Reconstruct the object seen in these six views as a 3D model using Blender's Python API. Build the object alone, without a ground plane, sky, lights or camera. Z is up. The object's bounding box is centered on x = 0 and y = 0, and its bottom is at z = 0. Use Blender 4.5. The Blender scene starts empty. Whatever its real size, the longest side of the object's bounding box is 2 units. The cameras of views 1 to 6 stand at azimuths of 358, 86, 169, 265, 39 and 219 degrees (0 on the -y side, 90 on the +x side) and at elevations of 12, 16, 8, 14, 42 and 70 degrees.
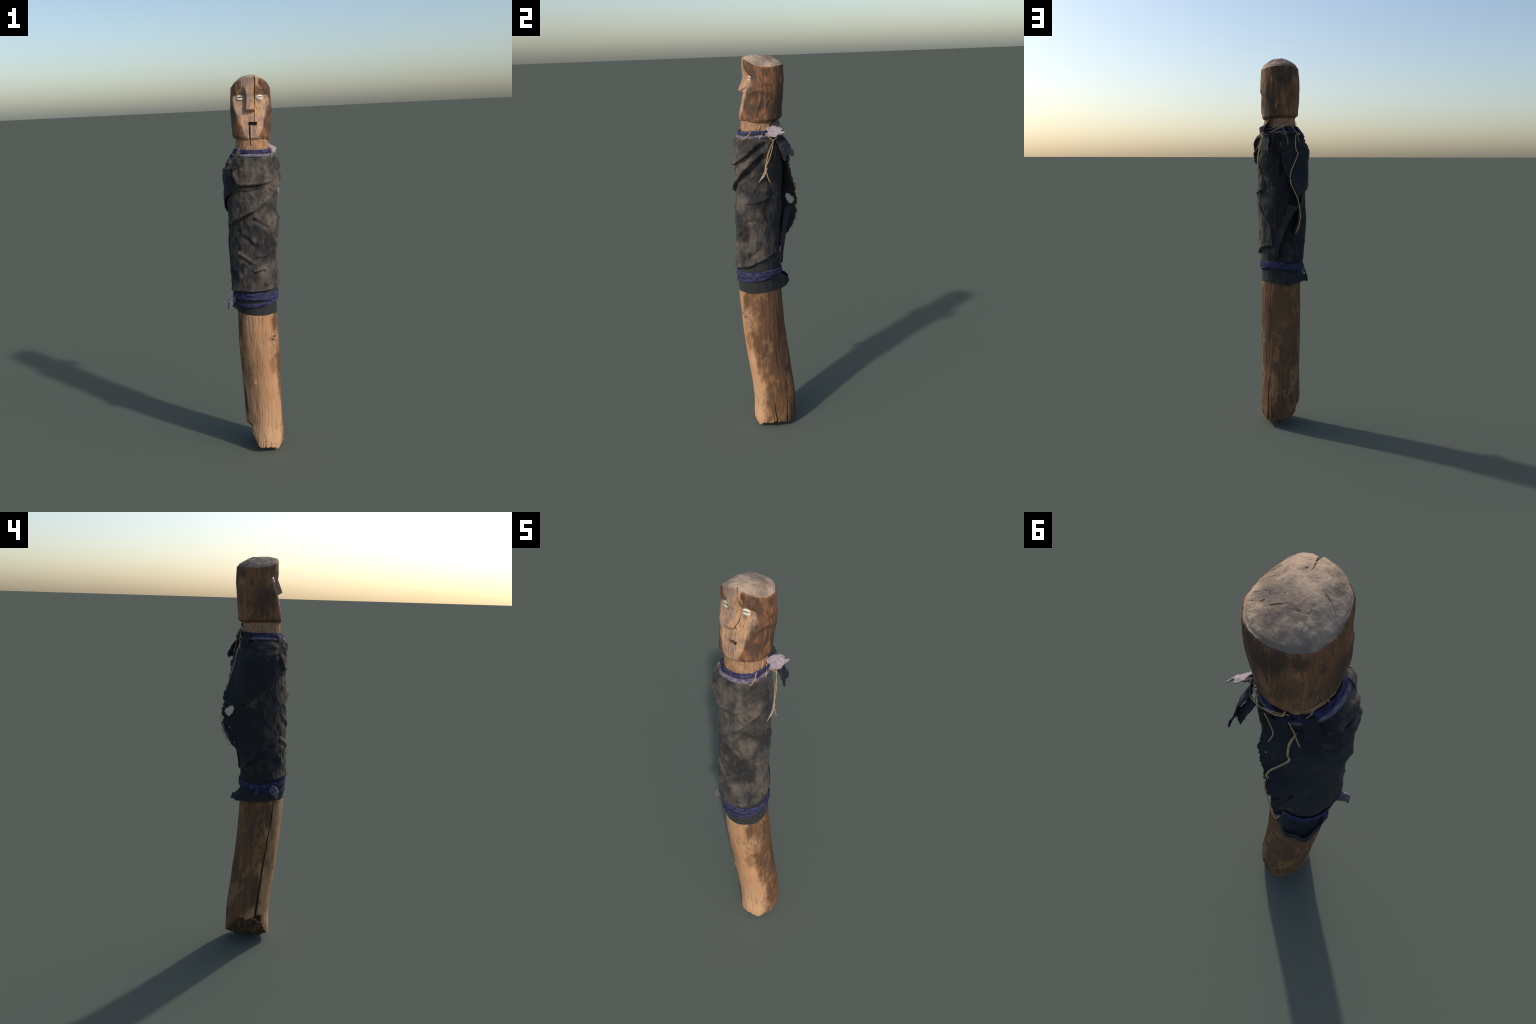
"""Tall carved wooden post figure: square-cut head with cowrie-shell eyes, neck,
dark cloth wrapped round the body and tied with indigo bands and straw strings."""
import bpy, math
import numpy as np
from mathutils import Vector

RNG = np.random.default_rng(7)
PI = math.pi

# ------------------------------------------------------------------ helpers
def smooth(a, b, x):
    t = np.clip((np.asarray(x, float) - a) / (b - a), 0, 1)
    return t * t * (3 - 2 * t)

def lerp(a, b, t):
    return a + (b - a) * t

_perm = RNG.permutation(256)
_perm = np.concatenate([_perm, _perm, _perm])
_grad = RNG.normal(size=(256, 3))
_grad /= np.linalg.norm(_grad, axis=1)[:, None]

def noise(p):
    """gradient noise of an (..., 3) array, roughly -1..1"""
    p = np.asarray(p, float)
    i = np.floor(p).astype(int)
    f = p - i
    u = f * f * f * (f * (f * 6 - 15) + 10)
    i &= 255
    out = 0
    for dx in (0, 1):
        for dy in (0, 1):
            for dz in (0, 1):
                h = _perm[_perm[_perm[i[..., 0] + dx] + i[..., 1] + dy] + i[..., 2] + dz]
                g = _grad[h]
                d = f - np.array([dx, dy, dz])
                w = ((u[..., 0] if dx else 1 - u[..., 0]) * (u[..., 1] if dy else 1 - u[..., 1])
                     * (u[..., 2] if dz else 1 - u[..., 2]))
                out = out + w * (g * d).sum(-1)
    return out * 1.6

def fbm(p, octaves=3):
    s, a = 0, 1.0
    p = np.asarray(p, float)
    for k in range(octaves):
        s = s + a * noise(p * 2 ** k + 17.3 * k)
        a *= 0.5
    return s

def spline(keys, x, col=1):
    """smooth (monotone cubic) interpolation through control points (x, y...)"""
    k = np.array(keys, float)
    xs, ys = k[:, 0], k[:, col]
    x = np.clip(x, xs[0], xs[-1])
    h = np.diff(xs)
    d = np.diff(ys) / h
    m = np.zeros(len(xs))
    m[0], m[-1] = d[0], d[-1]
    for i in range(1, len(xs) - 1):
        m[i] = 0 if d[i - 1] * d[i] <= 0 else 2 * d[i - 1] * d[i] / (d[i - 1] + d[i])
    j = np.clip(np.searchsorted(xs, x, side='right') - 1, 0, len(h) - 1)
    t = (x - xs[j]) / h[j]
    t2, t3 = t * t, t * t * t
    return ((2 * t3 - 3 * t2 + 1) * ys[j] + (t3 - 2 * t2 + t) * h[j] * m[j]
            + (-2 * t3 + 3 * t2) * ys[j + 1] + (t3 - t2) * h[j] * m[j + 1])

def lin(keys, x, col=1):
    k = np.array(keys, float)
    return np.interp(x, k[:, 0], k[:, col])

def path_points(points, n):
    """Catmull-Rom through 3D points, n samples"""
    P = np.array(points, float)
    P = np.vstack([2 * P[0] - P[1], P, 2 * P[-1] - P[-2]])
    t = np.linspace(0, len(P) - 3 - 1e-6, n)
    i = t.astype(int)
    f = (t - i)[:, None]
    a, b, c, d = P[i], P[i + 1], P[i + 2], P[i + 3]
    return 0.5 * (2 * b + (c - a) * f + (2 * a - 5 * b + 4 * c - d) * f ** 2 + (3 * b - a - 3 * c + d) * f ** 3)

ROOT = None

def make_mesh(name, V, F, mats, mat_index=None, normals=None, parent=None, kind=None):
    me = bpy.data.meshes.new(name)
    V = np.asarray(V, np.float32)
    F = np.asarray(F, np.int32)
    n = F.shape[1]
    me.vertices.add(len(V))
    me.vertices.foreach_set('co', V.ravel())
    me.loops.add(F.size)
    me.loops.foreach_set('vertex_index', F.ravel())
    me.polygons.add(len(F))
    me.polygons.foreach_set('loop_start', np.arange(0, F.size, n, dtype=np.int32))
    me.update(calc_edges=True)
    me.validate()
    me.polygons.foreach_set('use_smooth', np.ones(len(me.polygons), bool))
    for m in mats:
        me.materials.append(m)
    if mat_index is not None and len(mat_index) == len(me.polygons):
        me.polygons.foreach_set('material_index', np.asarray(mat_index, np.int32))
    if normals is not None:
        me.normals_split_custom_set_from_vertices([tuple(v) for v in normals])
    me.update()
    ob = bpy.data.objects.new(name, me)
    bpy.context.scene.collection.objects.link(ob)
    ob.parent = parent or ROOT
    if kind:
        ob["kind"] = kind
    return ob

def tube_faces(rows, cols, flip=False):
    r = np.arange(rows - 1)[:, None]
    c = np.arange(cols)[None, :]
    c2 = (c + 1) % cols
    f = np.stack([r * cols + c, r * cols + c2, (r + 1) * cols + c2, (r + 1) * cols + c], -1).reshape(-1, 4)
    return f[:, ::-1] if flip else f

def sheet_faces(rows, cols):
    r = np.arange(rows - 1)[:, None]
    c = np.arange(cols - 1)[None, :]
    return np.stack([r * cols + c, r * cols + c + 1, (r + 1) * cols + c + 1, (r + 1) * cols + c], -1).reshape(-1, 4)

def vertex_normals(V, F):
    a, b, c, d = (V[F[:, i]] for i in range(4))
    fn = np.cross(c - a, d - b)
    N = np.zeros_like(V)
    for i in range(4):
        np.add.at(N, F[:, i], fn)
    return N / np.maximum(np.linalg.norm(N, axis=1), 1e-12)[:, None]

def thick_sheet(name, P, keep, thickness, mats, parent=None):
    """solid cloth from a grid of points P (rows, cols, 3); keep = mask of grid cells"""
    rows, cols = P.shape[:2]
    V = P.reshape(-1, 3)
    F = sheet_faces(rows, cols)
    N = vertex_normals(V, F)
    K = keep.reshape(-1)
    Fk = F[K]
    n = len(V)
    top = Fk
    bot = Fk[:, ::-1] + n
    # rim: edges used once
    e = np.concatenate([Fk[:, [i, (i + 1) % 4]] for i in range(4)])
    key = np.sort(e, 1)
    key = key[:, 0].astype(np.int64) * n + key[:, 1]
    u, inv, cnt = np.unique(key, return_inverse=True, return_counts=True)
    rim = e[cnt[inv] == 1]
    side = np.stack([rim[:, 1], rim[:, 0], rim[:, 0] + n, rim[:, 1] + n], 1)
    V2 = np.vstack([V + N * thickness / 2, V - N * thickness / 2])
    Fa = np.vstack([top, bot, side])
    used, inv = np.unique(Fa, return_inverse=True)
    return make_mesh(name, V2[used], inv.reshape(-1, 4), mats, parent=parent)

def sweep(name, pts, width, thick, mats, sides=8, parent=None, twist=0.6, taper=True, closed=False, seed=0.0):
    """flat ribbon / straw swept along a path; elliptic section slightly irregular"""
    P = np.asarray(pts, float)
    n = len(P)
    T = np.gradient(P, axis=0) if not closed else np.roll(P, -1, 0) - np.roll(P, 1, 0)
    T /= np.linalg.norm(T, axis=1)[:, None]
    ref = P - np.array([0.01, -0.03, 0]) * [1, 1, 0] - np.array([0, 0, 1]) * P[:, 2:3]
    ref[:, 2] = 0
    ref /= np.linalg.norm(ref, axis=1)[:, None]
    A = ref - T * (ref * T).sum(1)[:, None]
    A /= np.linalg.norm(A, axis=1)[:, None]
    B = np.cross(T, A)
    s = np.linspace(0, 1, n)
    ang = twist * noise(np.stack([s * 4 + seed, s * 0 + seed * 1.7, s * 0], -1))
    A2 = A * np.cos(ang)[:, None] + B * np.sin(ang)[:, None]
    B2 = np.cross(T, A2)
    w = np.broadcast_to(np.asarray(width, float), (n,)) * (1 + 0.25 * noise(np.stack([s * 9 + seed, s * 0, s * 0 + 3], -1)))
    if taper:
        w = w * np.clip(np.minimum(s, 1 - s) * 14 + 0.35, 0, 1)
    q = np.arange(sides) * 2 * PI / sides
    V = (P[:, None] + B2[:, None] * (w[:, None] / 2 * np.cos(q))[..., None]
         + A2[:, None] * (np.minimum(w, thick)[:, None] / 2 * np.sin(q))[..., None]).reshape(-1, 3)
    F = tube_faces(n, sides)
    if closed:
        a = (n - 1) * sides + np.arange(sides)
        b = np.arange(sides)
        F = np.vstack([F, np.stack([a, np.roll(a, -1), np.roll(b, -1), b], 1)])
    else:
        caps = []
        for base in (0, (n - 1) * sides):
            for k in range(1, sides - 2, 2):
                caps.append([base, base + k, base + k + 1, base + k + 2])
        F = np.vstack([F, caps])
    return make_mesh(name, V, F, mats, parent=parent)

# ------------------------------------------------------------------ materials
class Nodes:
    def __init__(self, name):
        self.m = bpy.data.materials.new(name)
        self.m.use_nodes = True
        self.t = self.m.node_tree
        self.t.nodes.clear()
        self.out = self.t.nodes.new('ShaderNodeOutputMaterial')
        self.b = self.t.nodes.new('ShaderNodeBsdfPrincipled')
        self.t.links.new(self.b.outputs[0], self.out.inputs[0])
        self.co = self.t.nodes.new('ShaderNodeTexCoord').outputs['Object']
    def put(self, sock, v):
        if hasattr(v, 'links'):
            self.t.links.new(v, sock)
        else:
            sock.default_value = v
    def mapping(self, scale, loc=(0, 0, 0), rot=(0, 0, 0), src=None):
        n = self.t.nodes.new('ShaderNodeMapping')
        self.put(n.inputs[0], src or self.co)
        n.inputs['Location'].default_value = loc
        n.inputs['Rotation'].default_value = rot
        n.inputs['Scale'].default_value = scale
        return n.outputs[0]
    def noise(self, scale, vec=None, detail=4, rough=0.6, distort=0.0):
        n = self.t.nodes.new('ShaderNodeTexNoise')
        self.put(n.inputs['Vector'], vec or self.co)
        n.inputs['Scale'].default_value = scale
        n.inputs['Detail'].default_value = detail
        n.inputs['Roughness'].default_value = rough
        n.inputs['Distortion'].default_value = distort
        return n.outputs[0]
    def wave(self, scale, vec, distort=2, direction='X'):
        n = self.t.nodes.new('ShaderNodeTexWave')
        n.bands_direction = direction
        self.put(n.inputs['Vector'], vec)
        n.inputs['Scale'].default_value = scale
        n.inputs['Distortion'].default_value = distort
        n.inputs['Detail'].default_value = 3
        return n.outputs['Fac']
    def voronoi(self, scale, vec=None, feature='F1'):
        n = self.t.nodes.new('ShaderNodeTexVoronoi')
        n.feature = feature
        self.put(n.inputs['Vector'], vec or self.co)
        n.inputs['Scale'].default_value = scale
        return n.outputs['Distance']
    def rng(self, v, a, b, lo=0.0, hi=1.0):
        n = self.t.nodes.new('ShaderNodeMapRange')
        n.interpolation_type = 'SMOOTHSTEP'
        self.put(n.inputs[0], v)
        for k, x in zip((1, 2, 3, 4), (a, b, lo, hi)):
            n.inputs[k].default_value = x
        return n.outputs[0]
    def math(self, op, a, b=0.0):
        n = self.t.nodes.new('ShaderNodeMath')
        n.operation = op
        self.put(n.inputs[0], a)
        self.put(n.inputs[1], b)
        return n.outputs[0]
    def mix(self, fac, a, b, mode='MIX'):
        n = self.t.nodes.new('ShaderNodeMix')
        n.data_type = 'RGBA'
        n.blend_type = mode
        self.put(n.inputs[0], fac)
        for s, v in ((n.inputs[6], a), (n.inputs[7], b)):
            self.put(s, v if hasattr(v, 'links') else (*v, 1.0))
        return n.outputs[2]
    def xyz(self):
        n = self.t.nodes.new('ShaderNodeSeparateXYZ')
        self.put(n.inputs[0], self.co)
        return n.outputs
    def bump(self, h, strength, dist):
        n = self.t.nodes.new('ShaderNodeBump')
        self.put(n.inputs['Height'], h)
        n.inputs['Strength'].default_value = strength
        n.inputs['Distance'].default_value = dist
        self.t.links.new(n.outputs[0], self.b.inputs['Normal'])
    def done(self, color, rough=0.8, spec=0.25):
        self.put(self.b.inputs['Base Color'], color if hasattr(color, 'links') else (*color, 1.0))
        self.put(self.b.inputs['Roughness'], rough)
        self.b.inputs['Specular IOR Level'].default_value = spec
        return self.m

def mat_post_wood():
    n = Nodes('weathered_wood')
    grain = n.noise(1.0, n.mapping((70, 70, 4)), 5, 0.65)
    fine = n.noise(1.0, n.mapping((220, 220, 14)), 3, 0.6)
    tone = n.noise(5.0, n.mapping((1, 1, 0.5)), 3)
    c = n.mix(n.rng(tone, .35, .65), (.48, .255, .127), (.57, .33, .18))
    c = n.mix(n.rng(grain, .50, .72, 0, .40), c, (.30, .155, .075))
    c = n.mix(n.rng(fine, .56, .75, 0, .42), c, (.17, .10, .06))
    # grey weathering flecks
    fleck = n.noise(1.0, n.mapping((60, 60, 16), (3, 1, 2)), 4, .7)
    patch = n.noise(9.0, n.mapping((1, 1, .55), (5, 2, 1)), 3)
    c = n.mix(n.math('MULTIPLY', n.rng(fleck, .54, .62), n.rng(patch, .45, .6, 0, .75)), c, (.145, .11, .085))
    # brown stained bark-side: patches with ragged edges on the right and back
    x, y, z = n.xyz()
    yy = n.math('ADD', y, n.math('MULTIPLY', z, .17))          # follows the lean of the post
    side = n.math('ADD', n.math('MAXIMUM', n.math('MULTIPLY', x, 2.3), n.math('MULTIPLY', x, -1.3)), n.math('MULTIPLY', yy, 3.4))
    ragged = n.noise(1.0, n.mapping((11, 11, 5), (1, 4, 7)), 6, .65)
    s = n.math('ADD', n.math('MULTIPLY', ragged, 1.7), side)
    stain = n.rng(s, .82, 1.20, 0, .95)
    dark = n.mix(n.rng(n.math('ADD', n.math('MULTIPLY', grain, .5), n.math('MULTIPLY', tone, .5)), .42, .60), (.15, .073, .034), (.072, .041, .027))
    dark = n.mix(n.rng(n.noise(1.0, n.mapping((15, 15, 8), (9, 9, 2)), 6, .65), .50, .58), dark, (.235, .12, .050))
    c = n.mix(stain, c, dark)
    n.bump(n.math('ADD', grain, n.math('MULTIPLY', fine, .6)), .55, .003)
    return n.done(c, .78, .22)

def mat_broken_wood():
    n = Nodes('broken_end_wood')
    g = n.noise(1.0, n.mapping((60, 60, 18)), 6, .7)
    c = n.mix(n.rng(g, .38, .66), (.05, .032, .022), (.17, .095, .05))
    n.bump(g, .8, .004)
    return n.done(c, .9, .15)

def mat_head_wood():
    """handled red-brown wood with sooty patches; the carved face is worn paler"""
    n = Nodes('carved_head_wood')
    grain = n.noise(1.0, n.mapping((75, 75, 6)), 5, .65)
    fine = n.noise(1.0, n.mapping((230, 230, 22)), 3, .6)
    big = n.noise(9.0, n.mapping((1, 1, .6), (2, 7, 3)), 4, .6)
    c = n.mix(n.rng(big, .38, .62), (.105, .054, .031), (.255, .108, .046))
    c = n.mix(n.rng(grain, .5, .66, 0, .7), c, (.33, .165, .075))
    soot = n.noise(8.0, n.mapping((1, 1, .7), (4, 1, 9)), 6, .68)
    c = n.mix(n.rng(soot, .48, .59, 0, .78), c, (.055, .038, .028))
    c = n.mix(n.rng(fine, .5, .7, 0, .55), c, (.055, .034, .024))
    # paler carved face: grey-brown and orange mottles
    mott = n.noise(1.0, n.mapping((30, 30, 16), (3, 2, 6)), 6, .7)
    blot = n.noise(16.0, n.mapping((1, 1, .7), (8, 3, 1)), 4, .6)
    f = n.mix(n.rng(mott, .40, .60), (.34, .235, .17), (.55, .315, .17))
    f = n.mix(n.rng(blot, .46, .60, 0, .7), f, (.25, .175, .135))
    f = n.mix(n.rng(n.noise(1.0, n.mapping((40, 40, 20), (6, 6, 2)), 5, .7), .54, .64, 0, .75), f, (.48, .21, .09))
    f = n.mix(n.rng(grain, .50, .68, 0, .6), f, (.15, .085, .055))
    x, y, z = n.xyz()
    hw = n.math('MINIMUM', n.rng(z, 1.69, 1.87, .040, .088), n.rng(z, 1.88, 1.955, .088, .046))
    edge = n.math('SUBTRACT', hw, n.math('ABSOLUTE', n.math('SUBTRACT', x, .015)))
    edge = n.math('ADD', edge, n.math('MULTIPLY', n.math('SUBTRACT', n.noise(1.0, n.mapping((45, 45, 14)), 5, .7), .5), .05))
    m = n.math('MULTIPLY', n.rng(edge, -.006, .010), n.rng(y, -.035, -.055))
    c = n.mix(m, c, f)
    worn = n.noise(1.0, n.mapping((30, 30, 10), (1, 8, 3)), 5, .7)
    c = n.mix(n.rng(worn, .60, .68, 0, .7), c, (.42, .215, .10))
    n.bump(n.math('ADD', n.math('ADD', grain, mott), n.math('MULTIPLY', fine, .6)), .55, .003)
    return n.done(c, .72, .25)

def mat_crown_wood():
    n = Nodes('grey_end_grain_wood')
    g = n.noise(1.0, n.mapping((60, 60, 60)), 6, .7)
    mott = n.noise(16.0, None, 5, .6)
    c = n.mix(n.rng(mott, .38, .62), (.25, .185, .135), (.46, .335, .235))
    c = n.mix(n.rng(g, .52, .68, 0, .6), c, (.17, .125, .1))
    c = n.mix(n.rng(n.noise(9.0, n.mapping((1, 1, 1), (3, 3, 1)), 4), .55, .66, 0, .7), c, (.18, .145, .12))
    n.bump(g, .8, .004)
    return n.done(c, .88, .15)

def mat_neck_wood():
    n = Nodes('scraped_neck_wood')
    g = n.noise(1.0, n.mapping((50, 50, 50)), 6, .65, .8)
    v = n.noise(1.0, n.mapping((110, 110, 12)), 4, .6)
    c = n.mix(n.rng(g, .38, .6), (.45, .24, .12), (.30, .175, .105))
    c = n.mix(n.rng(v, .52, .68, 0, .5), c, (.15, .085, .05))
    n.bump(g, .5, .003)
    return n.done(c, .78, .2)

def mat_cloth(name, dark, pale_tone, amount, rust=.5, front=0.0):
    n = Nodes(name)
    weave = n.math('ADD', n.wave(260, n.mapping((1, 1, 1)), .6, 'Z'), n.wave(260, n.mapping((1, 1, 0.05)), .6, 'DIAGONAL'))
    big = n.noise(1.0, n.mapping((9, 9, 8), (2, 5, 1)), 4, .55, .5)
    streak = n.noise(1.0, n.mapping((34, 34, 24), (4, 4, 4)), 5, .62)
    x, y, z = n.xyz()
    f = n.math('ADD', n.math('MULTIPLY', big, .75), n.math('MULTIPLY', streak, .38))
    if front:
        f = n.math('ADD', f, n.math('MULTIPLY', y, -front))  # paler tone grows toward the front (-y)
    m = n.rng(f, amount - .06, amount + .30)
    c = n.mix(m, dark, pale_tone)
    sp = n.noise(1.0, n.mapping((55, 55, 30), (7, 3, 5)), 4, .7)
    c = n.mix(n.rng(sp, .60, .68, 0, rust), c, (.15, .085, .045))
    c = n.mix(n.rng(n.noise(1.0, n.mapping((150, 150, 60)), 3), .45, .7, 0, .35), c, dark)
    n.bump(n.math('ADD', n.math('MULTIPLY', weave, .25), streak), .35, .0018)
    n.b.inputs['Sheen Weight'].default_value = .05
    n.b.inputs['Sheen Roughness'].default_value = .5
    return n.done(c, .9, .12)

def mat_plain_cloth(name, a, b, spec=.12):
    n = Nodes(name)
    s = n.noise(1.0, n.mapping((50, 50, 120)), 5, .65)
    c = n.mix(n.rng(s, .36, .64), a, b)
    n.bump(s, .45, .002)
    return n.done(c, .9, spec)

def mat_straw():
    n = Nodes('dry_straw')
    s = n.noise(90, None, 4)
    c = n.mix(n.rng(s, .35, .65), (.36, .20, .09), (.56, .38, .21))
    return n.done(c, .7, .25)

def mat_shell():
    n = Nodes('cowrie_shell')
    s = n.noise(70, None, 3)
    c = n.mix(n.rng(s, .4, .7), (.74, .69, .60), (.58, .51, .41))
    return n.done(c, .35, .5)

def mat_flat(name, c, rough=.9):
    n = Nodes(name)
    s = n.noise(60, None, 4)
    return n.done(n.mix(s, tuple(.6 * v for v in c), tuple(1.4 * v for v in c)), rough, .1)

WOOD, BROKEN, HEAD_WOOD, CROWN, NECK = (mat_post_wood(), mat_broken_wood(), mat_head_wood(),
                                        mat_crown_wood(), mat_neck_wood())
CLOTH = mat_cloth('mottled_dark_cloth', (.025, .025, .026), (.150, .122, .097), .55, .6, .45)
CLOTH_BACK = mat_cloth('dark_cloth', (.026, .027, .031), (.075, .068, .062), .68, .35)
SKIRT = mat_cloth('charcoal_under_cloth', (.030, .031, .033), (.072, .067, .060), .62, .2)
BLUE = mat_plain_cloth('indigo_cloth', (.018, .019, .050), (.064, .061, .128))
BLUE_BLACK = mat_plain_cloth('blue_black_cloth', (.016, .016, .026), (.042, .040, .052))
BLUE_PALE = mat_plain_cloth('faded_indigo_cloth', (.075, .070, .115), (.21, .18, .20))
LILAC = mat_plain_cloth('faded_lilac_cloth', (.27, .22, .23), (.36, .30, .32))
STRAW, SHELL = mat_straw(), mat_shell()
SLIT = mat_flat('shell_slit', (.08, .05, .03))

# ------------------------------------------------------------------ figure
ROOT = bpy.data.objects.new('carved_wooden_figure', None)
bpy.context.scene.collection.objects.link(ROOT)
ROOT["label"] = "tall carved wooden post figure wrapped in dark tied cloth"
ROOT["category"] = "wooden statue"

def section(theta, x0, x1, y0, y1, n=2.25, skew=0.0):
    """super-ellipse seen from above; theta 0 = front (-y), 90 deg = +x;
    skew lengthens it along the front-right / back-left diagonal"""
    cx, cy, a, b = (x0 + x1) / 2, (y0 + y1) / 2, (x1 - x0) / 2, (y1 - y0) / 2
    s, c = np.sin(theta), np.cos(theta)
    r = (np.abs(s / a) ** n + np.abs(c / b) ** n) ** (-1 / n)
    return cx, cy, r * (1 + skew * np.cos(2 * (theta - PI / 4)))

SKEW = .055

def deg(t):
    """angle in degrees in -180..180"""
    return (np.degrees(t) + 180) % 360 - 180

# ---- post (the lower body): leaning trunk, axe-cut foot, long crack, knot
POST = [  # z, x0, x1, y0, y1
    (0.00, -.085, .111, -.104, .124), (.06, -.087, .113, -.107, .127), (.15, -.088, .114, -.104, .125),
    (.22, -.088, .111, -.1095, .118), (.30, -.090, .1095, -.1165, .108), (.40, -.095, .107, -.129, .096),
    (.50, -.098, .106, -.1385, .086), (.60, -.1015, .1065, -.1485, .077), (.66, -.103, .1065, -.1535, .0735),
    (.72, -.1025, .1045, -.1585, .068), (.78, -.101, .1025, -.160, .064), (.90, -.105, .098, -.155, .055),
    (1.20, -.112, .108, -.150, .056), (1.50, -.110, .112, -.135, .066), (1.60, -.07, .09, -.112, .06)]

def foot_cut(x, y):
    fx = lin([(-.10, .165), (-.085, .148), (-.062, .122), (-.04, .066), (-.015, .027), (.017, .001), (.05, .004), (.085, .018), (.115, .042)], x)
    fy = lin([(-.12, .05), (-.105, .033), (-.09, .013), (-.03, 0), (.02, .004), (.066, .02), (.113, .038), (.13, .055)], y)
    return (fx ** 3 + fy ** 3) ** (1 / 3)

def dist_to(points, u, v):
    """signed distance to a polyline in a plane (left side positive) and 0..1 position along it"""
    P = np.array(points, float)
    seg = np.diff(P, axis=0)
    L = np.hypot(seg[:, 0], seg[:, 1])
    cum = np.concatenate([[0], np.cumsum(L)])
    best = np.full(np.shape(u), 1e9)
    sd = np.zeros(np.shape(u))
    al = np.zeros(np.shape(u))
    for i in range(len(seg)):
        du, dv = u - P[i, 0], v - P[i, 1]
        t = np.clip((du * seg[i, 0] + dv * seg[i, 1]) / L[i] ** 2, 0, 1)
        ex, ey = du - t * seg[i, 0], dv - t * seg[i, 1]
        d = np.hypot(ex, ey)
        sgn = np.sign(seg[i, 0] * dv - seg[i, 1] * du)
        m = d < best
        best = np.where(m, d, best)
        sd = np.where(m, d * sgn, sd)
        al = np.where(m, (cum[i] + t * L[i]) / cum[-1], al)
    return sd, al

def build_post():
    cols, rows = 660, 500
    th = np.arange(cols) * 2 * PI / cols
    # rows bunch up in the visible part
    s = np.linspace(0, 1, rows)
    zr = lin([(0, 0), (.82, .86), (1, 1.60)], s)
    TH = np.broadcast_to(th, (rows, cols))
    # foot rim height per direction
    k0 = POST[1]
    cx, cy, r = section(th, *k0[1:], n=2.1, skew=SKEW)
    rim = foot_cut(cx + r * np.sin(th), cy - r * np.cos(th))
    rim = rim + (.006 + .008 * smooth(-20, -60, deg(th))) * fbm(np.stack([np.sin(th) * 5, np.cos(th) * 5, th * 0], -1), 4) + .004 * (deg(th) > 84) * (deg(th) < 92)
    Z = rim[None, :] + (1.60 - rim[None, :]) * (zr / 1.60)[:, None] ** 1.0
    par = [spline(POST, Z, c) for c in (1, 2, 3, 4)]
    cx, cy, R = section(TH, *par, n=2.1, skew=SKEW)
    D = deg(TH)
    U = D / 57.3 * .105
    dR = .0030 * fbm(np.stack([np.sin(TH) * 2.2, np.cos(TH) * 2.2, Z * 4], -1), 3)
    dR += .0007 * fbm(np.stack([np.sin(TH) * 22, np.cos(TH) * 22, Z * 9], -1), 3)
    # ridges of old bark on the right and back
    bark = smooth(50, 90, np.abs(D - 115) * -1 + 120)
    dR += bark * .0012 * fbm(np.stack([np.sin(TH) * 30, np.cos(TH) * 30, Z * 14], -1), 3)
    def groove(points, w0, w1, d0, d1):
        P = [(a / 57.3 * .105, z) for a, z in points]
        q, al = dist_to(P, U, Z)
        w = lerp(w0, w1, al)
        fade = np.clip(np.minimum(al * 8, 1) , 0.05, 1)
        return -lerp(d0, d1, al) * fade * np.exp(-(np.abs(q) / w) ** 3)
    wob = .0
    dR += groove([(-57.5, .83), (-61, .70), (-65.3, .607), (-68.8, .42), (-67, .30), (-66.2, .17)], .0021, .0058, .016, .032)
    dR += groove([(11, .80), (9.3, .74), (9, .70)], .0016, .0008, .006, .001)
    dR += groove([(90, .155), (86, .15), (86.3, .107), (93.4, .03)], .0016, .0028, .006, .012)
    dR += groove([(127, .26), (127.3, .2), (126.5, .02)], .0012, .0048, .004, .022)
    dR += groove([(140, .20), (143, .03)], .001, .003, .003, .008)
    # broken cavity at the bottom of the long crack
    cav = np.exp(-((D + 60) / 20) ** 2 - ((Z - .125) / .045) ** 2)
    jag = fbm(np.stack([np.sin(TH) * 14, np.cos(TH) * 14, Z * 24], -1), 4)
    dR -= .026 * smooth(.35, .62, cav + .16 * jag)
    low = smooth(.05, 0, Z - rim[None, :])
    dR -= low * .004 * np.clip(jag + .4, 0, 2)
    # knot with a hole, and a small bump
    def blob(a0, z0, su, sd, h):
        du = (D - a0) / 57.3 * .105
        dz = Z - z0
        return h * np.exp(-(du / su) ** 2 - (dz / np.where(dz > 0, sd * 2.0, sd * .55)) ** 2), du, dz
    b, du, dz = blob(36.5, .672, .017, .020, .015)
    dR += b * smooth(.79, .75, Z)
    kd = np.hypot(du, (Z - .679))
    dR += .004 * np.exp(-((kd - .0095) / .0036) ** 2) - .018 * smooth(.0082, .0045, kd)
    knot = np.concatenate([np.zeros((34, cols), bool), kd < .0062])
    dR -= .006 * smooth(.798, .808, Z)
    b2, _, _ = blob(-22, .416, .011, .014, .005)
    dR += b2
    R = R + dR
    X, Y = cx + R * np.sin(TH), cy - R * np.cos(TH)
    side = np.stack([X, Y, Z], -1)
    # foot underside: rings shrinking inwards
    rings = []
    for k in np.linspace(.97, .02, 34):
        x = lerp(.02, X[0], k)
        y = lerp(.0, Y[0], k)
        z = lerp(foot_cut(x, y), Z[0], k ** 6)
        z = z + (1 - k ** 4) * .010 * np.clip(fbm(np.stack([x * 40, y * 40, x * 0], -1), 4) + .25, 0, 2)
        rings.append(np.stack([x, y, z], -1))
    rings = np.array(rings[::-1])
    G = np.concatenate([rings, side])
    G[..., 2] -= G[..., 2].min()
    F = tube_faces(len(G), cols)
    ri = F[:, 0] // cols
    ci = F[:, 0] % cols
    dr_full = np.concatenate([np.zeros((len(rings), cols)), dR])
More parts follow.
